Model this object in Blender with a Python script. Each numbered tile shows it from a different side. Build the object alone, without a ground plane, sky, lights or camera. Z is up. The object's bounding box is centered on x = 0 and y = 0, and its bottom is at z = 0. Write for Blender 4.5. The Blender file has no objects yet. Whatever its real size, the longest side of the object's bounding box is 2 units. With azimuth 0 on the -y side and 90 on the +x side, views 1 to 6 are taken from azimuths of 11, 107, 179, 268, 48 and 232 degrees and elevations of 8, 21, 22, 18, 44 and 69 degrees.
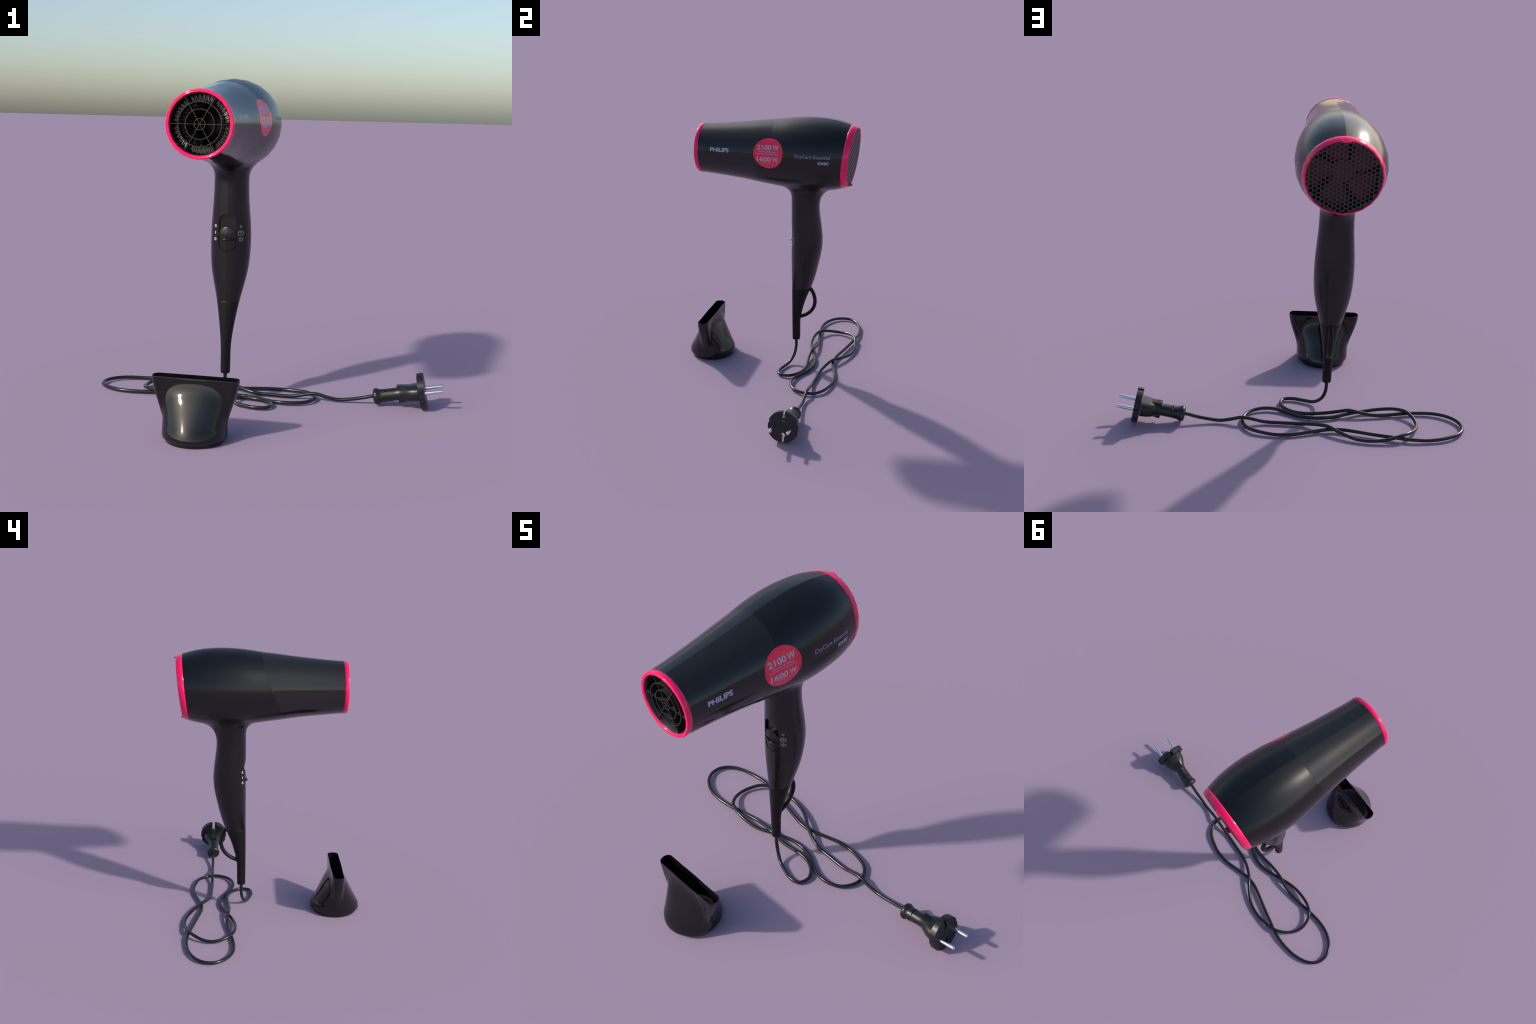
import bpy, bmesh, math
import numpy as np
from mathutils import Vector, Matrix

# ------------------------------------------------------------------ frame
AX = -0.203          # the dryer's plane of symmetry (x)
AZ = 1.555           # height of the barrel axis (the barrel runs along y, outlet at -y)
SEG = 24             # facets round the barrel

# ------------------------------------------------------------------ small tools
def spline(points):
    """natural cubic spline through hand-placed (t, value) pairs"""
    xs = np.array([p[0] for p in points], float)
    ys = np.array([p[1] for p in points], float)
    n = len(xs); h = np.diff(xs)
    A = np.eye(n); r = np.zeros(n)
    for i in range(1, n - 1):
        A[i, i - 1:i + 2] = h[i - 1], 2 * (h[i - 1] + h[i]), h[i]
        r[i] = 6 * ((ys[i + 1] - ys[i]) / h[i] - (ys[i] - ys[i - 1]) / h[i - 1])
    m = np.linalg.solve(A, r)
    def f(x):
        x = min(max(x, xs[0]), xs[-1])
        i = int(min(max(np.searchsorted(xs, x) - 1, 0), n - 2))
        a = (xs[i + 1] - x) / h[i]; b = 1 - a
        return float(a * ys[i] + b * ys[i + 1] + ((a**3 - a) * m[i] + (b**3 - b) * m[i + 1]) * h[i]**2 / 6)
    return f

def new_object(name, verts, faces, mat, parent=None, smooth=True, kind=None):
    me = bpy.data.meshes.new(name)
    me.from_pydata([tuple(v) for v in verts], [], faces)
    me.validate(); me.update()
    ob = bpy.data.objects.new(name, me)
    bpy.context.collection.objects.link(ob)
    if mat: me.materials.append(mat)
    if smooth: me.polygons.foreach_set('use_smooth', [True] * len(me.polygons))
    if parent: ob.parent = parent
    if kind: ob["kind"] = kind
    return ob

def recalc(ob):
    bm = bmesh.new(); bm.from_mesh(ob.data)
    bmesh.ops.recalc_face_normals(bm, faces=bm.faces)
    bm.to_mesh(ob.data); bm.free()

def sharpen(ob, deg=32, extra=None):
    """shade smooth, hard edges above an angle or where extra(edge) says so"""
    bm = bmesh.new(); bm.from_mesh(ob.data)
    lim = math.radians(deg)
    for f in bm.faces: f.smooth = True
    for e in bm.edges:
        hard = len(e.link_faces) != 2 or e.calc_face_angle(0) > lim
        if extra and extra(e): hard = True
        e.smooth = not hard
    bm.to_mesh(ob.data); bm.free()

def loft(rings, closed=True, cap0=False, cap1=False):
    n = len(rings[0]); verts = [v for r in rings for v in r]; faces = []
    for i in range(len(rings) - 1):
        for j in range(n if closed else n - 1):
            k = (j + 1) % n
            faces.append((i * n + j, i * n + k, (i + 1) * n + k, (i + 1) * n + j))
    if cap0: faces.append(tuple(range(n))[::-1])
    if cap1: faces.append(tuple((len(rings) - 1) * n + j for j in range(n)))
    return verts, faces

def tube(path, radius, sides=12, caps=True, flat=1.0, flat_axis=None):
    """round (or oval) tube along a path of Vectors, parallel-transported frame"""
    path = [Vector(p) for p in path]
    tang = []
    for i in range(len(path)):
        a = path[max(i - 1, 0)]; b = path[min(i + 1, len(path) - 1)]
        tang.append((b - a).normalized())
    up = flat_axis.copy() if flat_axis else Vector((0, 0, 1))
    if abs(up.dot(tang[0])) > 0.95: up = Vector((1, 0, 0))
    u = (up - tang[0] * up.dot(tang[0])).normalized()
    rings = []
    for p, t in zip(path, tang):
        u = (u - t * u.dot(t)).normalized(); w = t.cross(u)
        rings.append([p + u * math.cos(2 * math.pi * k / sides) * radius * flat
                      + w * math.sin(2 * math.pi * k / sides) * radius for k in range(sides)])
    return loft(rings, True, caps, caps)

def catmull(pts, per=6):
    P = [Vector(p) for p in pts]
    P = [2 * P[0] - P[1]] + P + [2 * P[-1] - P[-2]]
    out = []
    for i in range(1, len(P) - 2):
        a, b, c, d = P[i - 1], P[i], P[i + 1], P[i + 2]
        for k in range(per):
            t = k / per
            out.append(0.5 * (2 * b + (c - a) * t + (2 * a - 5 * b + 4 * c - d) * t * t + (3 * b - a - 3 * c + d) * t**3))
    out.append(P[-2])
    return out

def join_parts(parts):
    """concatenate (verts, faces) lists"""
    V, F = [], []
    for v, f in parts:
        o = len(V); V += list(v); F += [tuple(i + o for i in q) for q in f]
    return V, F

def boolean(ob, cutter, op='DIFFERENCE'):
    m = ob.modifiers.new('cut', 'BOOLEAN'); m.object = cutter; m.operation = op; m.solver = 'EXACT'
    dg = bpy.context.evaluated_depsgraph_get()
    me = bpy.data.meshes.new_from_object(ob.evaluated_get(dg))
    ob.modifiers.clear(); old = ob.data; ob.data = me; me.name = old.name + '_cut'
    bpy.data.meshes.remove(old)
    bpy.data.objects.remove(cutter, do_unlink=True)

def curve_fill(name, splines, depth, mat, parent, bevel=0.0):
    """flat outline with holes, filled and extruded (local xy, thickness along z) -> mesh"""
    cu = bpy.data.curves.new(name, 'CURVE'); cu.dimensions = '2D'; cu.fill_mode = 'BOTH'
    cu.extrude = depth / 2; cu.bevel_depth = bevel; cu.bevel_resolution = 0
    for pts in splines:
        sp = cu.splines.new('POLY'); sp.points.add(len(pts) - 1); sp.use_cyclic_u = True
        for q, p in zip(sp.points, pts): q.co = (p[0], p[1], 0, 1)
    tmp = bpy.data.objects.new(name + '_tmp', cu); bpy.context.collection.objects.link(tmp)
    dg = bpy.context.evaluated_depsgraph_get()
    me = bpy.data.meshes.new_from_object(tmp.evaluated_get(dg))
    bpy.data.objects.remove(tmp, do_unlink=True); bpy.data.curves.remove(cu)
    me.name = name
    ob = bpy.data.objects.new(name, me); bpy.context.collection.objects.link(ob)
    me.materials.clear(); me.materials.append(mat)
    if parent: ob.parent = parent
    return ob

def text_mesh(body, bold=0.0, shear=0.0):
    """built-in font -> flat verts/faces normalised to the unit box (cap height 1, width 1)"""
    cu = bpy.data.curves.new('lettering', 'FONT'); cu.body = body; cu.offset = bold; cu.shear = shear
    cu.resolution_u = 3
    tmp = bpy.data.objects.new('lettering_tmp', cu); bpy.context.collection.objects.link(tmp)
    dg = bpy.context.evaluated_depsgraph_get()
    me = bpy.data.meshes.new_from_object(tmp.evaluated_get(dg))
    bpy.data.objects.remove(tmp, do_unlink=True); bpy.data.curves.remove(cu)
    bm = bmesh.new(); bm.from_mesh(me); bpy.data.meshes.remove(me)
    bmesh.ops.remove_doubles(bm, verts=bm.verts, dist=1e-5)
    V = np.array([v.co[:] for v in bm.verts]); F = [tuple(v.index for v in f.verts) for f in bm.faces]
    bm.free()
    x0, x1 = V[:, 0].min(), V[:, 0].max()
    return (V[:, 0] - x0) / (x1 - x0), V[:, 1] / 0.729, F    # 0.729: cap height of the built-in font

def cut_flat(flat, faces, lines_s=(), lines_t=()):
    """slice a flat print along lines s = const and t = const, so that it can bend there"""
    bm = bmesh.new()
    vs = [bm.verts.new((a, b, 0)) for a, b in flat]
    for f in faces:
        try: bm.faces.new([vs[i] for i in f])
        except ValueError: pass
    for axis, vals in ((Vector((1, 0, 0)), lines_s), (Vector((0, 1, 0)), lines_t)):
        for c in vals:
            bmesh.ops.bisect_plane(bm, geom=bm.verts[:] + bm.edges[:] + bm.faces[:], dist=1e-6, plane_co=axis * c, plane_no=axis)
    bm.verts.index_update()
    out = [(v.co.x, v.co.y) for v in bm.verts], [tuple(v.index for v in f.verts) for f in bm.faces]
    bm.free()
    return out

def raised(name, flat, faces, place, mat, parent, lift=0.0012):
    """raise a flat print (list of 2-D points) off a surface: place(s, t, h) -> world point;
    a skirt runs from its outline down into the surface, so that it has a thickness"""
    n = len(flat)
    V = [place(s, t, lift) for s, t in flat] + [place(s, t, -0.0015) for s, t in flat]
    count = {}
    for f in faces:
        for a, b in zip(f, f[1:] + f[:1]): count[(a, b)] = 1
    F = [tuple(f) for f in faces]
    F += [(b, a, a + n, b + n) for (a, b) in count if (b, a) not in count]
    ob = new_object(name, V, F, mat, parent, smooth=False)
    recalc(ob)
    return ob

# ------------------------------------------------------------------ materials
def material(name, color, rough, metal=0.0, spec=0.5, grain=0.0, grain_scale=300, vary=0.06, coat=0.0, color_vary=0.1):
    m = bpy.data.materials.new(name); m.use_nodes = True
    nt = m.node_tree; b = nt.nodes['Principled BSDF']
    b.inputs['Metallic'].default_value = metal
    b.inputs['Specular IOR Level'].default_value = spec
    if coat:
        b.inputs['Coat Weight'].default_value = coat
        b.inputs['Coat Roughness'].default_value = 0.05
    tc = nt.nodes.new('ShaderNodeTexCoord')
    n = nt.nodes.new('ShaderNodeTexNoise'); n.inputs['Scale'].default_value = 9; n.inputs['Detail'].default_value = 4
    nt.links.new(tc.outputs['Object'], n.inputs['Vector'])
    mix = nt.nodes.new('ShaderNodeMix'); mix.data_type = 'RGBA'
    lo = [c * (1 - color_vary) for c in color]; hi = [min(1, c * (1 + color_vary)) for c in color]
    mix.inputs[6].default_value = (*lo, 1); mix.inputs[7].default_value = (*hi, 1)
    nt.links.new(n.outputs['Fac'], mix.inputs[0])
    nt.links.new(mix.outputs[2], b.inputs['Base Color'])
    mr = nt.nodes.new('ShaderNodeMapRange')
    mr.inputs['To Min'].default_value = rough * (1 - vary); mr.inputs['To Max'].default_value = rough * (1 + vary)
    nt.links.new(n.outputs['Fac'], mr.inputs['Value']); nt.links.new(mr.outputs['Result'], b.inputs['Roughness'])
    if grain:
        g = nt.nodes.new('ShaderNodeTexNoise'); g.inputs['Scale'].default_value = grain_scale
        g.inputs['Detail'].default_value = 3
        bp = nt.nodes.new('ShaderNodeBump'); bp.inputs['Strength'].default_value = grain
        bp.inputs['Distance'].default_value = 0.001
        nt.links.new(tc.outputs['Object'], g.inputs['Vector'])
        nt.links.new(g.outputs['Fac'], bp.inputs['Height']); nt.links.new(bp.outputs['Normal'], b.inputs['Normal'])
    return m

M_BARREL  = material('gloss_black', (0.0120, 0.0120, 0.0125), 0.11)
M_HOUSING = material('satin_black', (0.0042, 0.0042, 0.0046), 0.25, grain=0.012, grain_scale=420)
M_HANDLE  = material('handle_black', (0.0030, 0.0028, 0.0031), 0.26, grain=0.010, grain_scale=420)
M_GUARD   = material('rubber_black', (0.0062, 0.0062, 0.0062), 0.42, spec=0.22)
M_CORD    = material('cord_black', (0.0085, 0.0090, 0.0095), 0.25)
M_PLUG    = material('plug_black', (0.0080, 0.0080, 0.0082), 0.36, grain=0.02)
M_CONC    = material('mirror_black', (0.0050, 0.0050, 0.0054), 0.07, vary=0.02)
M_PINK    = material('hot_pink', (1.0, 0.006, 0.115), 0.12, color_vary=0.02)
M_FAN     = material('fan_pink', (0.30, 0.042, 0.055), 0.5)
M_STICKER = material('label_pink', (0.88, 0.020, 0.072), 0.20, color_vary=0.03)
M_PRINT   = material('silver_print', (0.42, 0.44, 0.56), 0.35, color_vary=0.02)
M_PRINT2  = material('dim_print', (0.27, 0.29, 0.38), 0.40, color_vary=0.02)
M_PRINT3  = material('pale_print', (0.50, 0.30, 0.40), 0.40, color_vary=0.02)
M_SYMBOL  = material('grey_print', (0.15, 0.155, 0.185), 0.40, color_vary=0.02)
M_WHITE   = material('white_print', (0.44, 0.44, 0.46), 0.40, color_vary=0.02)
M_FAINT   = material('faint_print', (0.045, 0.055, 0.085), 0.40, color_vary=0.05)
M_CAVITY  = material('cavity_black', (0.0030, 0.0030, 0.0030), 0.6)
M_DUCT    = material('duct_black', (0.0100, 0.0100, 0.0098), 0.36)
M_GRILLE  = material('grille_black', (0.0260, 0.0250, 0.0270), 0.33)
M_GUARDBAR= material('outlet_grille_black', (0.028, 0.027, 0.026), 0.28)
M_COIL    = material('heating_wire', (0.60, 0.56, 0.52), 0.5)
M_STEEL   = material('plug_steel', (0.82, 0.83, 0.85), 0.16, metal=1.0, color_vary=0.02)

# ------------------------------------------------------------------ the thing
dryer = bpy.data.objects.new('hair_dryer', None); bpy.context.collection.objects.link(dryer)
dryer.location = (AX, 0.26, 0.0)
dryer["label"] = "black pistol-shaped hair dryer with hot pink rings and cord"
dryer["category"] = "hair dryer"
KIDS = []          # children are modelled in world space; their parent inverse is set at the end

# ------------------------------------------------------------------ barrel and housing
top_r = spline([(-0.48, 0.1660), (-0.447, 0.1675), (-0.34, 0.1755), (-0.24, 0.1854), (-0.11, 0.2006), (0, 0.2142),
                (0.07, 0.2225), (0.135, 0.2320), (0.195, 0.2395), (0.27, 0.2450), (0.34, 0.2460), (0.41, 0.2420),
                (0.4966, 0.2290), (0.575, 0.2068), (0.63, 0.190)])
low_r = spline([(-0.48, 0.1660), (-0.447, 0.1675), (-0.34, 0.1765), (-0.2, 0.1900), (-0.1, 0.2030), (0, 0.2165),
                (0.06, 0.2245), (0.135, 0.2340), (0.2, 0.2400), (0.3, 0.2445), (0.4, 0.2410), (0.45, 0.2350),
                (0.5, 0.2250), (0.535, 0.2160), (0.58, 0.2035), (0.63, 0.188)])

def body_r(y, ph):
    a = top_r(y); return a + (low_r(y) - a) * (1 - math.cos(ph)) / 2

def body_pt(y, ph, h=0.0):
    """point of the barrel at y, angle ph from the top towards +x, h proud of the surface"""
    r = body_r(y, ph) + h
    return Vector((AX + r * math.sin(ph), y, AZ + r * math.cos(ph)))

def skin_pt(y, ph, h=0.0):
    """the same, but on the flat facets that the shells really have"""
    st = 2 * math.pi / SEG; k = math.floor(ph / st); t = ph / st - k
    a, b = body_pt(y, k * st), body_pt(y, (k + 1) * st)
    return a * (1 - t) + b * t + Vector((math.sin(ph), 0, math.cos(ph))) * h

seam_y = spline([(0, 0.073), (25, 0.069), (48, 0.059), (66, 0.038), (83, 0.014), (101, -0.017), (126, -0.050), (180, -0.085)])
def rear_y(ph):             # where the pink inlet ring begins: a plane leaning back at the top
    return 0.550 + 0.0235 * math.cos(ph)

def half_shells(y0, y1, rows):
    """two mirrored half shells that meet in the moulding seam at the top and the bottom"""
    parts = []
    for side in (1, -1):
        rings = []
        for i in range(rows + 1):
            t = i / rows; ring = []
            for k in range(SEG // 2 + 1):
                ph = math.pi * k / (SEG // 2)
                ring.append(body_pt(y0(ph) * (1 - t) + y1(ph) * t, side * ph))
            rings.append(ring if side > 0 else ring[::-1])
        parts.append(loft(rings, closed=False))
    return join_parts(parts)

sy = lambda ph: seam_y(math.degrees(ph))
barrel = new_object('barrel', *half_shells(lambda p: -0.450, sy, 16), M_BARREL); KIDS.append(barrel)
housing = new_object('housing', *half_shells(sy, rear_y, 18), M_HOUSING); KIDS.append(housing)

def revolve(profile, seg=SEG, lean=None):
    """profile [(y, r)] about the barrel axis; lean(ph) adds to y"""
    rings = []
    for y, r in profile:
        rings.append([Vector((AX + r * math.sin(2 * math.pi * k / seg),
                              y + (lean(2 * math.pi * k / seg) if lean else 0),
                              AZ + r * math.cos(2 * math.pi * k / seg))) for k in range(seg)])
    return loft(rings)

# ---- outlet end
outlet_ring = new_object('outlet_ring', *revolve([(-0.448, 0.1600), (-0.4470, 0.1682), (-0.460, 0.1686), (-0.469, 0.1684),
        (-0.4735, 0.1672), (-0.4757, 0.1645), (-0.4757, 0.1602), (-0.4743, 0.1592), (-0.4743, 0.1580), (-0.4755, 0.1568), (-0.4742, 0.1528),
        (-0.468, 0.1500), (-0.440, 0.1488)]), M_PINK); KIDS.append(outlet_ring)
liner = new_object('air_duct', *join_parts([revolve([(-0.468, 0.1488), (-0.466, 0.1462), (-0.30, 0.1455), (-0.065, 0.145),
        (-0.06, 0.0005)])]), M_DUCT); KIDS.append(liner)

def ring_wall(r, y0, y1, w, seg=SEG):
    return revolve([(y0, r - w / 2), (y0, r + w / 2), (y1, r + w / 2), (y1, r - w / 2), (y0, r - w / 2)], seg)
def box(c, sx, sy_, sz, rot=None):
    v = []
    for a in (-1, 1):
        for b in (-1, 1):
            for d in (-1, 1):
                p = Vector((a * sx / 2, b * sy_ / 2, d * sz / 2))
                if rot: p = rot @ p
                v.append(p + Vector(c))
    f = [(0, 1, 3, 2), (4, 6, 7, 5), (0, 4, 5, 1), (2, 3, 7, 6), (0, 2, 6, 4), (1, 5, 7, 3)]
    return v, f

grille = bpy.data.objects.new('outlet_grille', None)
parts = [ring_wall(r, -0.466, -0.406, 0.0031) for r in (0.0268, 0.0722, 0.1075)]
outlet_grille = new_object('outlet_grille', *join_parts(parts), M_GUARDBAR); sharpen(outlet_grille, 40); KIDS.append(outlet_grille)
bpy.data.objects.remove(grille)
for k in range(6):
    ang = math.radians(60 * k)
    R = Matrix.Rotation(ang, 3, 'Y')
    c = Vector((AX, -0.4355, AZ)) + R @ Vector((0.0735, 0, 0))
    sp = new_object('spoke', *box(c, 0.147, 0.0585, 0.0028, R), M_GUARDBAR, outlet_grille, smooth=False)

# heating wire: zigzag bent round the duct, several turns deep
coil = []
for turn, (yy, r0, amp, ph0, lobes) in enumerate([(-0.408, 0.1270, 0.0150, 0.0, 42), (-0.393, 0.1270, 0.0150, 0.9, 40),
                                               (-0.372, 0.1270, 0.0150, 0.4, 42), (-0.265, 0.1265, 0.0145, 0.3, 42),
                                               (-0.248, 0.1265, 0.0145, 1.4, 40), (-0.125, 0.1260, 0.0145, 0.6, 42)]):
    for sec in range(6):
        path = []
        a0 = math.radians(60 * sec + 33.5); a1 = math.radians(60 * sec + 86.5)
        n = 130
        for i in range(n + 1):
            a = a0 + (a1 - a0) * i / n
            w = math.sin(lobes * a + ph0); w = math.copysign(abs(w) ** 0.75, w)
            rr = r0 + amp * w
            path.append(Vector((AX + rr * math.sin(a), yy + 0.006 * math.cos(lobes * a + ph0), AZ + rr * math.cos(a))))
        coil.append(tube(path, 0.0017, 5))
heating = new_object('heating_wire', *join_parts(coil), M_COIL, kind="stuff"); KIDS.append(heating)
# ---- inlet end
def lean(a): return 0.0235 * math.cos(a)
prof = []
rr = lambda y: (top_r(y) + low_r(y)) / 2
inlet_ring_rings = []
for dy, dr in [(-0.004, -0.010), (0.0, 0.0006), (0.014, 0.0012), (0.030, 0.0004), (0.0375, -0.0015), (0.0395, -0.0035),
               (0.039, -0.0060), (0.034, -0.0070), (0.012, -0.0075)]:
    ring = []
    for k in range(SEG):
        ph = 2 * math.pi * k / SEG
        y = rear_y(ph) + dy
        r = body_r(y, ph) + dr
        if dy >= 0.034: r = body_r(rear_y(ph) + 0.0375, ph) + dr
        if dr in (-0.0070, -0.0075): r = body_r(rear_y(ph) + 0.0375, ph) + dr
        ring.append(Vector((AX + r * math.sin(ph), y, AZ + r * math.cos(ph))))
    inlet_ring_rings.append(ring)
inlet_ring = new_object('inlet_ring', *loft(inlet_ring_rings), M_PINK); KIDS.append(inlet_ring)

# latches of the inlet ring, one above, one below
for sgn, back, name in ((1, 0.014, 'latch'), (-1, 0.024, 'latch')):
    ph = 0 if sgn > 0 else math.pi
    y0 = rear_y(ph) + 0.026; y1 = rear_y(ph) + 0.0385 + back * 0.75
    r0 = body_r(rear_y(ph) + 0.0375, ph)
    V = []
    for y, w, ra, rb in ((y0, 0.027, r0 + 0.0004, r0 - 0.010), (y0 + 0.011, 0.025, r0 - 0.0018, r0 - 0.010),
                         (y1 - 0.003, 0.016, r0 - 0.003, r0 - 0.012), (y1, 0.013, r0 - 0.006, r0 - 0.0105)):
        for wx, r in ((-w, ra), (w, ra), (w, rb), (-w, rb)):
            V.append([Vector((AX + wx, y, AZ + sgn * (r - 0.5 * wx * wx / r)))][0])
    rings = [V[i:i + 4] for i in range(0, len(V), 4)]
    lt = new_object('latch', *loft(rings, True, True, True), M_PINK, inlet_ring); recalc(lt); sharpen(lt, 50)

# honeycomb inlet grille: a leaning disc with round holes in a hexagonal lattice
GR = 0.1950
pitch = 0.02376; hole = 0.0089
outer = [(-0.001 + GR * math.sin(2 * math.pi * k / 48), -0.003 + GR * math.cos(2 * math.pi * k / 48)) for k in range(48)]
loops = [outer]
n = int(GR / pitch) + 2
for i in range(-n - 2, n + 3):
    for j in range(-n, n + 1):
        x = i * pitch * 0.869; yv = (j + (0.5 if i % 2 else 0)) * pitch + 0.0171
        d = math.hypot(x + 0.001, yv + 0.004)
        h = hole if d < 0.1842 else 0.0048       # blind little holes along the rim
        if d > 0.1895: continue
        m = 12
        loops.append([(x + h * math.cos(2 * math.pi * k / m), yv + h * math.sin(2 * math.pi * k / m)) for k in range(m)])
inlet_grille = curve_fill('inlet_grille', loops, 0.0022, M_GRILLE, None, bevel=0.0005); KIDS.append(inlet_grille)
# lay it in the plane of the ring: local x -> -x, local y -> up (leaning), local z -> +y
tilt = math.atan2(0.0235, 0.203)
upv = Vector((0, math.sin(tilt), math.cos(tilt))); rt = Vector((-1, 0, 0)); nrm = rt.cross(upv)
MG = Matrix((( rt.x, upv.x, nrm.x, AX), (rt.y, upv.y, nrm.y, 0.550 + 0.0353), (rt.z, upv.z, nrm.z, AZ - 0.001), (0, 0, 0, 1)))
inlet_grille.data.transform(MG)
recalc(inlet_grille)

# fan behind the grille
fan = new_object('fan_hub', *revolve([(0.488, 0.0005), (0.488, 0.058), (0.480, 0.066), (0.42, 0.068)], 32), M_FAN); sharpen(fan, 40); KIDS.append(fan)
for k in range(5):
    rings = []
    for i in range(9):
        r = 0.064 + (0.188 - 0.064) * i / 8
        ring = []
        for j in range(9):
            a = 2 * math.pi * k / 5 + math.radians(-11 + 59 * j / 8) + 0.22 * (r - 0.125) / 0.13
            y = 0.490 - 0.026 * (j / 8)
            ring.append(Vector((AX + r * math.sin(a), y, AZ + r * math.cos(a))))
        rings.append(ring)
    v, f = loft(rings, closed=False)
    bl = new_object('fan_blade', v, f, M_FAN, fan)
    md = bl.modifiers.new('thick', 'SOLIDIFY'); md.thickness = 0.004
back = new_object('motor_wall', *revolve([(0.42, 0.225), (0.42, 0.0005)], 32), M_CAVITY); KIDS.append(back)
shroud = new_object('fan_shroud', *revolve([(0.545, 0.196), (0.50, 0.20), (0.42, 0.220)], 32, None), M_CAVITY); KIDS.append(shroud)

# ------------------------------------------------------------------ handle
h_front = spline([(0.50, 0.1605), (0.588, 0.1612), (0.8, 0.1622), (1.0, 0.1635), (1.24, 0.1650), (1.36, 0.1655)])
h_rear  = spline([(0.50, 0.262), (0.588, 0.2985), (0.69, 0.332), (0.77, 0.3515), (0.86, 0.3705), (0.94, 0.3775), (1.0, 0.3745),
                  (1.07, 0.3665), (1.15, 0.3575), (1.24, 0.3558), (1.36, 0.356)])
h_half  = spline([(0.50, 0.049), (0.588, 0.0648), (0.69, 0.0885), (0.77, 0.1035), (0.86, 0.1105), (0.94, 0.1115), (1.03, 0.1075),
                  (1.12, 0.1005), (1.20, 0.0965), (1.30, 0.0960), (1.36, 0.0960)])
HS = 96
def handle_xy(z, a):
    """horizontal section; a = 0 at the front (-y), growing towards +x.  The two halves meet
    in a faint keel: the last 15 degrees before the seam are flat"""
    yf, yr, b = h_front(z), h_rear(z), h_half(z)
    d = math.degrees(a) % 180.0
    lim = 14.0
    def pt(t): return Vector((AX + b * math.sin(t), (yf + yr) / 2 - (yr - yf) / 2 * math.cos(t)))
    base = math.floor(math.degrees(a) / 180.0 + 1e-9) * 180.0
    if d < lim:
        p, q = pt(math.radians(base)), pt(math.radians(base + lim)); t = d / lim
        return p * (1 - t) + q * t
    if d > 180 - lim:
        p, q = pt(math.radians(base + 180 - lim)), pt(math.radians(base + 180)); t = (d - 180 + lim) / lim
        return p * (1 - t) + q * t
    return pt(a)

def belly_z(x, y):
    """height of the barrel's underside at (x, y)"""
    z = AZ - 0.2
    y = min(y, 0.52)
    for _ in range(6):
        r = body_r(y, math.atan2(x - AX, z - AZ))
        z = AZ - math.sqrt(max(r * r - (x - AX) ** 2, 1e-6))
    return z

def facet_gap(x, y):
    """how far the flat facet lies above the round belly at (x, y)"""
    lo, hi = math.pi * 0.5, math.pi * 1.5        # angle from the top; x falls as it grows
    for _ in range(30):
        m = (lo + hi) / 2
        if skin_pt(y, m).x > x: lo = m
        else: hi = m
    return skin_pt(y, lo).z - belly_z(x, y)

cols = []
for j in range(HS):
    a = 2 * math.pi * j / HS
    fl = 0.055 + 0.030 * max(0, math.cos(a)) ** 2 + 0.060 * max(0, -math.cos(a)) ** 2
    s = handle_xy(1.26, a); c = Vector((AX, (h_front(1.26) + h_rear(1.26)) / 2))
    o = (s - c).normalized()
    e = s + o * fl
    z1 = belly_z(e.x, e.y)
    e2 = s + o * (fl - 0.004); slope = (z1 - belly_z(e2.x, e2.y)) / 0.004
    zc = z1 - slope * fl
    z0 = zc - fl * (0.98 - 0.10 * math.cos(a))
    z1 += facet_gap(e.x, e.y)
    col = []
    rows = 64
    for i in range(rows):
        z = 0.588 + (z0 - 0.588) * i / rows
        p = handle_xy(z, a); col.append(Vector((p.x, p.y, z)))
    p0 = handle_xy(z0, a); P0 = Vector((p0.x, p0.y, z0)); PC = Vector((s.x, s.y, zc)); P1 = Vector((e.x, e.y, z1))
    for i in range(15):
        t = i / 14
        col.append(P0 * (1 - t) ** 2 + PC * 2 * t * (1 - t) + P1 * t * t)
    col.append(P1 + Vector((o.x * 0.006, o.y * 0.006, 0.012)))
    cols.append(col)
rings = [[cols[j][i] for j in range(HS)] for i in range(len(cols[0]))]
handle = new_object('handle', *loft(rings, True, True, True), M_HANDLE); recalc(handle); KIDS.append(handle)

def stadium(w, z0, z1, n=10):
    """outline in (x, z): half width w, between z0 and z1, well rounded ends"""
    r = w * 0.86; pts = []
    for cx, cz, a0 in ((w - r, z1 - r, 0), (-(w - r), z1 - r, 90), (-(w - r), z0 + r, 180), (w - r, z0 + r, 270)):
        for k in range(n + 1):
            t = math.radians(a0 + 90 * k / n); pts.append((cx + r * math.cos(t), cz + r * math.sin(t)))
    return pts
# slot of the slide switch
S0, S1, SW = 0.8635, 1.068, 0.0495
out = stadium(SW, S0, S1)
cut = new_object('cutter', *loft([[Vector((AX + x, y, z)) for x, z in out] for y in (0.12, 0.1880)], True, True, True), None)
recalc(cut)
boolean(handle, cut)
handle.data.materials.clear(); handle.data.materials.append(M_HANDLE)
sharpen(handle, 28, lambda e: all(abs(v.co.x - AX) < 1e-4 for v in e.verts))

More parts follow.
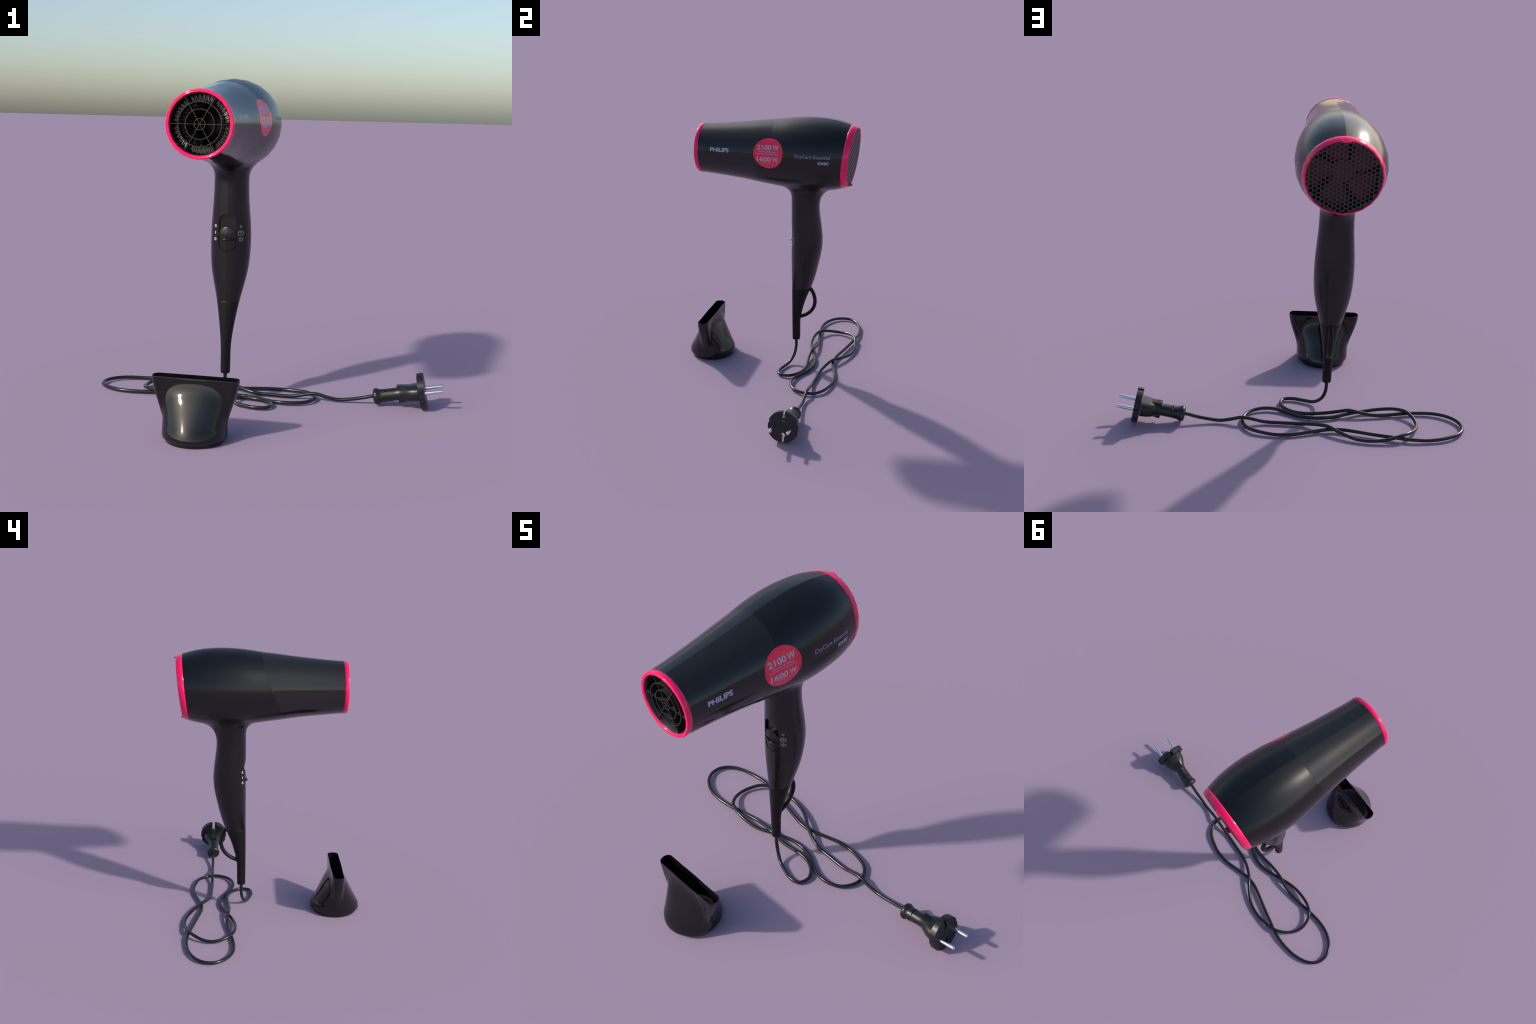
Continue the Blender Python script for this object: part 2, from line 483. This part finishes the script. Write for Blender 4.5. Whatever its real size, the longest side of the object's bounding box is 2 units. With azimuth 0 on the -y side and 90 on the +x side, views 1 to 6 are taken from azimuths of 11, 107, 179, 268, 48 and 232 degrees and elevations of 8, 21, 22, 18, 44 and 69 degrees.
# slide switch: two cheeks and a thumb ridge
B0, B1, BW = 0.8665, 0.996, 0.0468
def switch_front(x, z):
    y = 0.1640 + 0.0125 * (x / BW) ** 2
    t = (z - 0.93) / (B1 - 0.93)
    if t > 0: y += 0.006 * t ** 3 - 0.002 * (1 - t) * t
    return y
slider = None
for side in (1, -1):
    # half of the stadium outline
    pts = [(x, z) for x, z in stadium(BW, B0, B1, 12) if x * side > 0.0008]
    pts.sort(key=lambda p: p[1])
    rows = []
    zs = [B0 + (B1 - B0) * i / 40 for i in range(41)]
    r = BW * 0.86
    for z in zs:
        dz = 0
        if z > B1 - r: dz = z - (B1 - r)
        if z < B0 + r: dz = (B0 + r) - z
        xm = BW - r + math.sqrt(max(r * r - dz * dz, 0)) if dz > 0 else BW
        xm = max(xm, 0.002)
        rows.append([(0.0007 + (xm - 0.0007) * k / 8, z) for k in range(9)])
    V, F = [], []
    grid = [[Vector((AX + side * x, switch_front(x, z), z)) for x, z in row] for row in rows]
    v, f = loft(grid, closed=False)
    n = len(v); V = v + [Vector((p.x, 0.190, p.z)) for p in v]
    cnt = {}
    for q in f:
        for a, b in zip(q, q[1:] + q[:1]): cnt[(a, b)] = 1
    f = f + [(b, a, a + n, b + n) for (a, b) in cnt if (b, a) not in cnt]
    ob = new_object('slide_switch', V, f, M_HANDLE, handle); recalc(ob); sharpen(ob, 40)
    if slider is None: slider = ob
    # thumb ridge half
    path = [Vector((AX + side * (0.0015 + 0.042 * k / 8), switch_front(0.0015 + 0.042 * k / 8, 0.930) - 0.004 + 0.008 * (k / 8) ** 4, 0.930)) for k in range(9)]
    rg = new_object('thumb_ridge', *tube(path, 0.0042, 10, True, 1.0), M_HANDLE, ob)
    for v_ in rg.data.vertices:                      # deepen it towards the switch
        c = switch_front(abs(v_.co.x - AX), 0.93)
        v_.co.y = c + (v_.co.y - c) * 1.55 if v_.co.y < c else v_.co.y
    recalc(rg)

# ------------------------------------------------------------------ cord guard, hanging loop
g_rear = spline([(0.18, 0.2155), (0.27, 0.2175), (0.335, 0.2195), (0.406, 0.2335), (0.497, 0.2610), (0.588, 0.2980), (0.6, 0.3025)])
g_half = spline([(0.18, 0.0265), (0.27, 0.0272), (0.33, 0.0285), (0.40, 0.0345), (0.48, 0.0455), (0.588, 0.0645), (0.6, 0.067)])
g_front = spline([(0.18, 0.1605), (0.40, 0.1603), (0.6, 0.1612)])
rings = []
for z, k in [(0.177, 0.55), (0.1772, 0.85), (0.1795, 0.96), (0.183, 1.0)] + [(0.183 + (0.586 - 0.183) * i / 30, 1.0) for i in range(1, 31)] + [(0.5875, 0.985), (0.588, 0.9)]:
    zc = max(z, 0.18)
    yf, yr, b = g_front(zc), g_rear(zc), g_half(zc)
    rings.append([Vector((AX + k * b * math.sin(2 * math.pi * j / 48), (yf + yr) / 2 - k * (yr - yf) / 2 * math.cos(2 * math.pi * j / 48), z)) for j in range(48)])
guard = new_object('cord_guard', *loft(rings, True, True, True), M_GUARD); recalc(guard); KIDS.append(guard)
path = catmull([(AX, 0.272, 0.592), (AX, 0.2925, 0.578), (AX, 0.3145, 0.543), (AX, 0.3260, 0.492), (AX, 0.3195, 0.446), (AX, 0.3010, 0.412),
                (AX, 0.2740, 0.385), (AX, 0.2430, 0.366), (AX, 0.205, 0.352)], 6)
hl = new_object('hanging_loop', *tube(path, 0.0127, 14, True, 1.22, Vector((1, 0, 0))), M_GUARD, guard); recalc(hl)

# ------------------------------------------------------------------ power cord
CORD = [
(-0.203, 0.188, 0.180), (-0.201, 0.187, 0.116), (-0.179, 0.177, 0.057), (-0.134, 0.154, 0.018),
(-0.075, 0.132, 0.012), (-0.014, 0.115, 0.012), (0.047, 0.127, 0.013), (0.064, 0.187, 0.013),
(0.031, 0.240, 0.013), (-0.023, 0.274, 0.013), (-0.086, 0.285, 0.013), (-0.150, 0.281, 0.013),
(-0.213, 0.273, 0.015), (-0.276, 0.270, 0.024), (-0.339, 0.273, 0.036), (-0.402, 0.282, 0.028),
(-0.465, 0.285, 0.017), (-0.528, 0.279, 0.013), (-0.591, 0.267, 0.012), (-0.653, 0.254, 0.012),
(-0.717, 0.244, 0.012), (-0.780, 0.240, 0.012), (-0.844, 0.246, 0.013), (-0.904, 0.268, 0.014),
(-0.954, 0.307, 0.014), (-0.984, 0.363, 0.013), (-0.979, 0.426, 0.014), (-0.941, 0.476, 0.015),
(-0.886, 0.509, 0.015), (-0.825, 0.529, 0.013), (-0.762, 0.539, 0.012), (-0.698, 0.542, 0.015),
(-0.634, 0.536, 0.016), (-0.572, 0.523, 0.017), (-0.509, 0.509, 0.016), (-0.447, 0.495, 0.016),
(-0.385, 0.480, 0.017), (-0.322, 0.465, 0.017), (-0.259, 0.455, 0.015), (-0.196, 0.460, 0.014),
(-0.134, 0.477, 0.013), (-0.073, 0.496, 0.012), (-0.011, 0.514, 0.011), (0.052, 0.521, 0.010),
(0.116, 0.517, 0.011), (0.208, 0.491, 0.015), (0.257, 0.451, 0.013), (0.282, 0.393, 0.014), (0.272,
0.330, 0.015), (0.236, 0.278, 0.015), (0.180, 0.248, 0.016), (0.117, 0.241, 0.015), (0.055, 0.257,
0.012), (-0.002, 0.286, 0.010), (-0.059, 0.314, 0.010), (-0.121, 0.329, 0.010), (-0.185, 0.329,
0.012), (-0.247, 0.315, 0.013), (-0.307, 0.292, 0.016), (-0.366, 0.267, 0.017), (-0.426, 0.244,
0.015), (-0.488, 0.232, 0.020), (-0.552, 0.230, 0.027), (-0.615, 0.238, 0.033), (-0.673, 0.264,
0.033), (-0.709, 0.315, 0.023), (-0.722, 0.377, 0.016), (-0.707, 0.439, 0.020), (-0.672, 0.491,
0.031), (-0.622, 0.530, 0.034), (-0.562, 0.550, 0.024), (-0.500, 0.561, 0.016), (-0.436, 0.563,
0.013), (-0.373, 0.552, 0.013), (-0.315, 0.527, 0.019), (-0.261, 0.493, 0.027), (-0.210, 0.455,
0.033), (-0.154, 0.427, 0.026), (-0.094, 0.406, 0.016), (-0.031, 0.396, 0.010), (0.033, 0.394,
0.010), (0.097, 0.391, 0.010), (0.161, 0.390, 0.014), (0.223, 0.391, 0.029), (0.286, 0.390, 0.037),
(0.348, 0.389, 0.023), (0.412, 0.391, 0.014), (0.475, 0.390, 0.021), (0.538, 0.391, 0.033), (0.600,
0.390, 0.049)
]
CR = 0.0103
cord_path = catmull([(AX, 0.188, 0.20)] + CORD + [(0.64, 0.3915, 0.057)], 5)
cord_path = [Vector((p.x, p.y, max(p.z, CR + 0.0002))) for p in cord_path]
cord = new_object('power_cord', *tube(cord_path, CR, 12), M_CORD); recalc(cord); KIDS.append(cord)

# ------------------------------------------------------------------ plug
PE = math.radians(11.2)
p_ax = Vector((math.cos(PE), 0.004, math.sin(PE))).normalized()
p_side = Vector((0, 1, 0)); p_side = (p_side - p_ax * p_side.dot(p_ax)).normalized()
p_up = p_ax.cross(p_side)
if p_up.z < 0: p_up = -p_up
P_O = Vector((0.6125, 0.3895, 0.0478))
def plug_pt(s, w, h): return P_O + p_ax * s + p_side * w + p_up * h
p_w = spline([(0, 0.026), (0.003, 0.036), (0.010, 0.0452), (0.018, 0.0468), (0.027, 0.0448), (0.036, 0.0398), (0.048, 0.0374), (0.08, 0.0364), (0.12, 0.0366),
              (0.145, 0.0385), (0.17, 0.0480), (0.195, 0.0615), (0.22, 0.0705), (0.255, 0.0745)])
p_h = spline([(0, 0.026), (0.003, 0.036), (0.010, 0.0452), (0.018, 0.0468), (0.027, 0.0448), (0.036, 0.0398), (0.048, 0.0374), (0.08, 0.0364), (0.12, 0.0358),
              (0.16, 0.0385), (0.19, 0.0425), (0.22, 0.0440), (0.255, 0.0450)])
rings = []
ss = [0, 0.0015, 0.003, 0.006, 0.010, 0.014, 0.018, 0.022, 0.027, 0.032, 0.036, 0.042] + [0.048 + (0.254 - 0.048) * i / 26 for i in range(27)]
for s in ss:
    w, h = p_w(s), p_h(s); ring = []
    e = 1.0 if s < 0.14 else 1 - 0.22 * min(1, (s - 0.14) / 0.06)
    for j in range(40):
        a = 2 * math.pi * j / 40
        ca, sa = math.cos(a), math.sin(a)
        hh = h * (1.0 if sa > 0 else 1 + 0.10 * min(1, max(0, (s - 0.13) / 0.06)))
        ring.append(plug_pt(s, w * math.copysign(abs(ca) ** e, ca), hh * math.copysign(abs(sa) ** e, sa)))
    rings.append(ring)
plug = new_object('plug', *loft(rings, True, True, True), M_PLUG); recalc(plug); KIDS.append(plug)
PM = Matrix((p_side.to_tuple(), p_up.to_tuple(), p_ax.to_tuple())).transposed()
def plug_box(s, w, h, ds, dw, dh): return box(plug_pt(s, w, h), dw, dh, ds, PM)
# relief slots of the bend guard
cuts = [plug_box(0.074, 0, 0.034, 0.0055, 0.052, 0.030), plug_box(0.074, 0, -0.036, 0.0075, 0.034, 0.014)]
for sg in (1, -1):
    cuts += [plug_box(0.059, sg * 0.036, -0.014, 0.010, 0.016, 0.022), plug_box(0.099, sg * 0.036, -0.014, 0.010, 0.016, 0.022)]
ct = new_object('cutter', *join_parts(cuts), None, smooth=False); recalc(ct)
boolean(plug, ct)
plug.data.materials.clear(); plug.data.materials.append(M_PLUG); sharpen(plug, 38)
# ribbed grip wedges above and below
for sg in (1, -1):
    V = []
    for s, hh in ((0.139, 0.0495), (0.155, 0.0480), (0.199, 0.0440)):
        V.append([plug_pt(s, w, sg * h) for w, h in ((-0.020, hh), (0.020, hh), (0.020, 0.028), (-0.020, 0.028))])
    gw = new_object('grip_wedge', *loft(V, True, True, True), M_PLUG, plug, smooth=False); recalc(gw)
    ribs = []
    for k in range(6):
        s = 0.152 + 0.0072 * k; hh = 0.0488 - 0.0042 * (s - 0.150) / 0.038
        RR = PM @ Matrix.Rotation(math.radians(45), 3, 'X')
        ribs.append(box(plug_pt(s, 0, sg * hh), 0.033, 0.0038, 0.0038, RR))
    rb = new_object('grip_rib', *join_parts(ribs), M_PLUG, gw, smooth=False); recalc(rb); rb["kind"] = "stuff"
# flange: flattened disc with two keyhole notches and side lugs
FR = 0.1000; FLAT = 0.0895
pts = []
half = 0.0096; hc = 0.052; hr = 0.0160
def keyhole(sign):
    """notch from the rim to a round seat, walked from one lip to the other"""
    q = [(sign * half, sign * math.sqrt(FR**2 - half**2))]
    a0 = math.asin(half / hr)
    for k in range(15):
        a = a0 + (2 * math.pi - 2 * a0) * k / 14
        q.append((sign * hr * math.sin(a), sign * (hc + hr * math.cos(a))))
    q.append((-sign * half, sign * math.sqrt(FR**2 - half**2)))
    return q
outline = []
a_k = math.asin(half / FR); a_f = math.acos(FLAT / FR)
lug = [(FLAT, 0.017), (0.0965, 0.0165), (0.0965, -0.0165), (FLAT, -0.017)]
def arc(a0, a1, n=14): return [(FR * math.cos(a0 + (a1 - a0) * k / n), FR * math.sin(a0 + (a1 - a0) * k / n)) for k in range(n + 1)]
outline += [(x, -y) for x, y in lug[::1]]
outline += arc(a_f, math.pi / 2 - a_k)[:-1] + keyhole(1) + arc(math.pi / 2 + a_k, math.pi - a_f)[1:]
outline += [(-x, y) for x, y in lug]
outline += arc(math.pi + a_f, 1.5 * math.pi - a_k)[:-1] + keyhole(-1) + arc(1.5 * math.pi + a_k, 2 * math.pi - a_f)[1:]
flange = curve_fill('flange', [outline], 0.033, M_PLUG, plug, bevel=0.0008)
o = plug_pt(0.2745, 0, 0)
flange.data.transform(Matrix(((p_side.x, p_up.x, p_ax.x, o.x), (p_side.y, p_up.y, p_ax.y, o.y), (p_side.z, p_up.z, p_ax.z, o.z), (0, 0, 0, 1))))
recalc(flange); sharpen(flange, 30)
for sg in (1, -1):
    rings = []
    for s, r in ((0.270, 0.0103), (0.386, 0.0103), (0.390, 0.0095), (0.3925, 0.0075), (0.393, 0.004)):
        rings.append([plug_pt(s, sg * 0.055 + r * math.cos(2 * math.pi * k / 20), r * math.sin(2 * math.pi * k / 20)) for k in range(20)])
    pin = new_object('pin', *loft(rings, True, True, True), M_STEEL, plug); recalc(pin); sharpen(pin, 50)

# ------------------------------------------------------------------ printing
PR = bpy.data.objects
def on_barrel(y0, ph0):
    """print coordinates: s metres along the barrel, t metres up round it"""
    r = body_r(y0, math.radians(ph0))
    def place(s, t, h): return skin_pt(y0 + s, math.radians(ph0) - t / r, h)
    return place
def facet_lines(y0, ph0):
    r = body_r(y0, math.radians(ph0)); st = 360 / SEG
    return [math.radians(ph0 - k * st) * r for k in range(int(ph0 // st) - 4, int(ph0 // st) + 5)]
def barrel_text(name, body, y0, y1, ph_base, ph_cap, mat, parent, bold=0.0, shear=0.0, lift=0.0005):
    u, v, F = text_mesh(body, bold, shear)
    r = body_r((y0 + y1) / 2, math.radians((ph_base + ph_cap) / 2)); cap = math.radians(ph_base - ph_cap) * r
    pl = on_barrel(y0, ph_base)
    flat, F = cut_flat([(a * (y1 - y0), b * cap) for a, b in zip(u, v)], F, [(y1 - y0) * k / 6 for k in range(1, 6)], facet_lines(y0, ph_base))
    return raised(name, flat, F, pl, mat, parent, lift)

t1 = barrel_text('brand_lettering', 'PHILIPS', -0.356, -0.220, 82.3, 74.0, M_PRINT, barrel, bold=0.035)
t2 = barrel_text('range_lettering', 'DryCare Essential', 0.247, 0.478, 83.4, 77.6, M_PRINT2, housing)
t3 = barrel_text('feature_lettering', 'IONIC', 0.400, 0.475, 92.2, 87.4, M_PRINT, housing, bold=0.035, shear=0.18)

# round label
SY, SP, SR = 0.061, 78.8, 0.1035
ring_pts = [(0.0, 0.0)]; F = []
nr, ns = 8, 48
for i in range(1, nr + 1):
    for k in range(ns):
        a = 2 * math.pi * k / ns; q = SR * i / nr
        ring_pts.append((q * math.cos(a), q * math.sin(a) * 0.985))
for k in range(ns): F.append((0, 1 + k, 1 + (k + 1) % ns))
for i in range(nr - 1):
    for k in range(ns):
        a, b = 1 + i * ns + k, 1 + i * ns + (k + 1) % ns
        F.append((a, a + ns, b + ns, b))
ring_pts, F = cut_flat(ring_pts, F, (), facet_lines(SY, SP))
label = raised('label', ring_pts, F, on_barrel(SY, SP), M_STICKER, housing, 0.0006)
label.data.polygons.foreach_set('use_smooth', [True] * len(label.data.polygons)); sharpen(label, 40)
LL = 0.0011
for word, ya, yb, pb, pc in (('2100', -0.017, 0.084, 73.2, 64.9), ('W', 0.092, 0.135, 73.0, 64.7), ('1600', -0.015, 0.083, 93.2, 85.0), ('W', 0.091, 0.133, 92.9, 84.7)):
    barrel_text('power_lettering', word, ya, yb, pb, pc, M_PRINT, label, bold=0.022, lift=LL)
barrel_text('small_lettering', 'drying performance', -0.004, 0.121, 77.7, 74.8, M_PRINT3, label, bold=0.02, lift=LL)
barrel_text('small_lettering', 'energy use', 0.027, 0.096, 97.0, 94.2, M_PRINT3, label, bold=0.02, lift=LL)
bar = [( -0.078 + 0.156 * k / 20, t) for t in (-0.0013, 0.0013) for k in range(21)]
raised('dividing_line', bar, [(k, k + 1, k + 22, k + 21) for k in range(20)], on_barrel(0.057, 80.5), M_PRINT, label, LL)
# fine print along the label's lower edge: one short stroke per letter
fine = []; FF = []
for k in range(44):
    if k in (8, 11, 20, 27, 33): continue
    a = math.radians(206 + 128 * k / 43)
    b = len(fine); q = SR * 0.90
    for da, dq in ((-0.014, -0.0018), (0.014, -0.0018), (0.014, 0.0018), (-0.014, 0.0018)):
        fine.append(((q + dq) * math.cos(a + da), (q + dq) * math.sin(a + da)))
    FF.append((b, b + 1, b + 2, b + 3))
fp = raised('fine_print', fine, FF, on_barrel(SY, SP), M_PRINT3, label, LL); fp["kind"] = "stuff"

# approval marks printed under the barrel
marks, MF = [], []
def mark_ring(cx, cy, r0, r1, n=20):
    b = len(marks)
    for q in (r0, r1):
        for k in range(n): marks.append((cx + q * math.cos(2 * math.pi * k / n), cy + q * math.sin(2 * math.pi * k / n)))
    for k in range(n): MF.append((b + k, b + (k + 1) % n, b + n + (k + 1) % n, b + n + k))
def mark_bar(x0, x1, y0, y1):
    b = len(marks); marks.extend([(x0, y0), (x1, y0), (x1, y1), (x0, y1)]); MF.append((b, b + 1, b + 2, b + 3))
mark_ring(0.0, 0.0, 0.0165, 0.0195); mark_ring(0.0, 0.0, 0.0065, 0.009)
for k in range(3): mark_bar(0.045 , 0.045 + 0.075 - 0.012 * k, 0.014 - 0.014 * k, 0.018 - 0.014 * k)
mark_bar(-0.062, -0.035, -0.010, -0.007); mark_bar(-0.062, -0.035, 0.007, 0.010); mark_bar(-0.062, -0.059, -0.007, 0.007); mark_bar(-0.038, -0.035, -0.007, 0.007)
raised('approval_mark', marks, MF, lambda s, t, h: skin_pt(-0.155 - s, math.pi + t / 0.19, h), M_FAINT, barrel, 0.0004)

# symbols beside the switch
def on_handle(x0, z0):
    def place(s, t, h):
        x = x0 + s - AX; z = z0 + t
        b = h_half(z); yf, yr = h_front(z), h_rear(z)
        a = math.asin(max(-1, min(1, x / b)))
        y = (yf + yr) / 2 - (yr - yf) / 2 * math.cos(a)
        return Vector((x0 + s + h * math.sin(a), y - h * math.cos(a), z))
    return place
def strip(points, w, closed=False):
    """a stroke of width w along 2-D points"""
    P = [Vector(p) for p in points]; n = len(P); L, F = [], []
    for i in range(n):
        a = P[(i - 1) % n] if closed or i > 0 else P[i]; b = P[(i + 1) % n] if closed or i < n - 1 else P[i]
        t = (b - a).normalized(); o = Vector((-t.y, t.x)) * w / 2
        L += [tuple(P[i] + o), tuple(P[i] - o)]
    for i in range(n if closed else n - 1):
        k = (i + 1) % n; F.append((2 * i, 2 * i + 1, 2 * k + 1, 2 * k))
    return L, F
def circle(cx, cy, rx, ry, n=18, a0=0, a1=360): return [(cx + rx * math.cos(math.radians(a0 + (a1 - a0) * k / n)), cy + ry * math.sin(math.radians(a0 + (a1 - a0) * k / n))) for k in range(n + (0 if a1 - a0 == 360 else 1))]
two = join_parts([strip([(-0.0032, -0.008), (-0.0032, 0.008)], 0.0042), strip([(0.0032, -0.008), (0.0032, 0.008)], 0.0042)])
one = strip([(0, -0.008), (0, 0.008)], 0.0046)
zero = strip(circle(0, 0, 0.0045, 0.0068), 0.0042, True)
wave = join_parts([strip([(dx - 0.0015, -0.008), (dx + 0.0012, -0.0035), (dx - 0.0010, 0.002), (dx + 0.0015, 0.008)], 0.0026) for dx in (-0.0028, 0.0028)])
head = join_parts([strip(circle(0, 0, 0.0125, 0.0125, 20, -65, 215), 0.0032), strip([(-0.0103, -0.0072), (-0.0125, -0.0095), (-0.009, -0.0125), (0.002, -0.0128), (0.0062, -0.0112)], 0.0030),
                   strip(circle(-0.001, 0.002, 0.005, 0.005, 10, -40, 160), 0.0026), strip([(-0.003, -0.006), (-0.001, 0.002)], 0.0026)])
snow = join_parts([strip([(0.0035 * math.cos(a), 0.0035 * math.sin(a)), (0.0125 * math.cos(a), 0.0125 * math.sin(a))], 0.0026) for a in [math.radians(30 + 60 * k) for k in range(6)]]
                  + [strip([(0.0095 * math.cos(a) - 0.003 * math.sin(a), 0.0095 * math.sin(a) + 0.003 * math.cos(a)), (0.0095 * math.cos(a) + 0.003 * math.sin(a), 0.0095 * math.sin(a) - 0.003 * math.cos(a))], 0.0024) for a in [math.radians(30 + 60 * k) for k in range(6)]])
for (v, f), x, z, m in ((two, -0.2725, 1.0005, M_WHITE), (one, -0.2725, 0.964, M_WHITE), (zero, -0.2725, 0.9285, M_WHITE),
                        (wave, -0.1320, 1.001, M_SYMBOL), (head, -0.1315, 0.9655, M_SYMBOL), (snow, -0.1300, 0.931, M_SYMBOL)):
    raised('switch_symbol', v, f, on_handle(x, z), m, handle, 0.0006)

# ------------------------------------------------------------------ concentrator nozzle (lies apart on the ground)
CX, CY = -0.2055, -0.4525
c_w = spline([(0.024, 0.1646), (0.045, 0.1652), (0.075, 0.1648), (0.105, 0.1680), (0.155, 0.1815), (0.21, 0.2000), (0.273, 0.2170), (0.305, 0.2222), (0.318, 0.2232)])
d_w = spline([(0.024, 0.1645), (0.045, 0.1650), (0.075, 0.1640), (0.105, 0.1632), (0.155, 0.1620), (0.21, 0.1570), (0.25, 0.1460), (0.28, 0.128), (0.318, 0.10)])
d_d = spline([(0.024, 0.1650), (0.040, 0.1635), (0.085, 0.1437), (0.134, 0.1170), (0.178, 0.0946), (0.212, 0.0762), (0.252, 0.0525), (0.288, 0.0350), (0.318, 0.026)])
CN = 48
def flank(x, w, z, off):
    """half depth at distance x from the middle: a dome that melts into the flat slot neck"""
    q = min(1.0, abs(x) / w)
    q0 = 1 - 0.034 / w
    slot = 0.0382 - off
    if q > q0: slot *= math.sqrt(max(0.0, 1 - ((q - q0) / (1 - q0)) ** 2.4))
    we, de = min(d_w(z), c_w(z)) - off, d_d(z) - off
    n = 2.0 + 0.30 * min(1, max(0, (z - 0.08) / 0.12))
    dome = de * (1 - (abs(x) / we) ** n) ** (1 / n) if abs(x) < we else 0.0
    k = 0.001 + 0.024 * min(1, max(0, (z - 0.05) / 0.10))
    k = min(k, 0.6 * slot + 1e-5)
    h = max(0.0, k - abs(slot - dome)) / k
    return max(slot, dome) + h * h * k * 0.25
def section(z, off=0.0):
    w = c_w(z) - off; ring = []
    for k in range(2 * CN):
        a = math.pi * k / CN
        x = w * math.cos(a); y = flank(x, w, z, off) if k % CN else 0.0
        ring.append(Vector((CX + x, CY + (y if k <= CN else -y), z)))
    return ring
def round_ring(r, z): return [Vector((CX + r * math.cos(math.pi * k / CN), CY + r * math.sin(math.pi * k / CN), z)) for k in range(2 * CN)]
def lift(ring, z): return [Vector((p.x, p.y, z)) for p in ring]
rings = [round_ring(0.145, 0.0), round_ring(0.1490, 0.0), round_ring(0.1508, 0.0018), round_ring(0.1515, 0.0115), round_ring(0.1535, 0.0130),
         round_ring(0.1610, 0.0195)]
zs = [0.024, 0.028, 0.034] + [0.040 + (0.313 - 0.040) * i / 40 for i in range(41)]
rings += [section(z) for z in zs]
rings += [lift(section(0.314, 0.0006), 0.3155), lift(section(0.314, 0.0020), 0.3161), lift(section(0.314, 0.0034), 0.3155)]
rings += [section(0.310 - (0.310 - 0.030) * i / 20, 0.0040) for i in range(21)]
rings.append(round_ring(0.145, 0.012))
conc = new_object('concentrator_nozzle', *loft(rings + [rings[0]]), M_CONC)
recalc(conc); sharpen(conc, 45)
conc["label"] = "glossy black flared concentrator nozzle with a flat slot opening"
conc["category"] = "hair dryer nozzle"
# put the origin at its base
conc.data.transform(Matrix.Translation((-CX, -CY, 0))); conc.location = (CX, CY, 0)

# ------------------------------------------------------------------ hierarchy
bpy.context.view_layer.update()
for ob in KIDS:
    ob.parent = dryer; ob.matrix_parent_inverse = Matrix.Translation(-dryer.location)
bpy.context.view_layer.update()
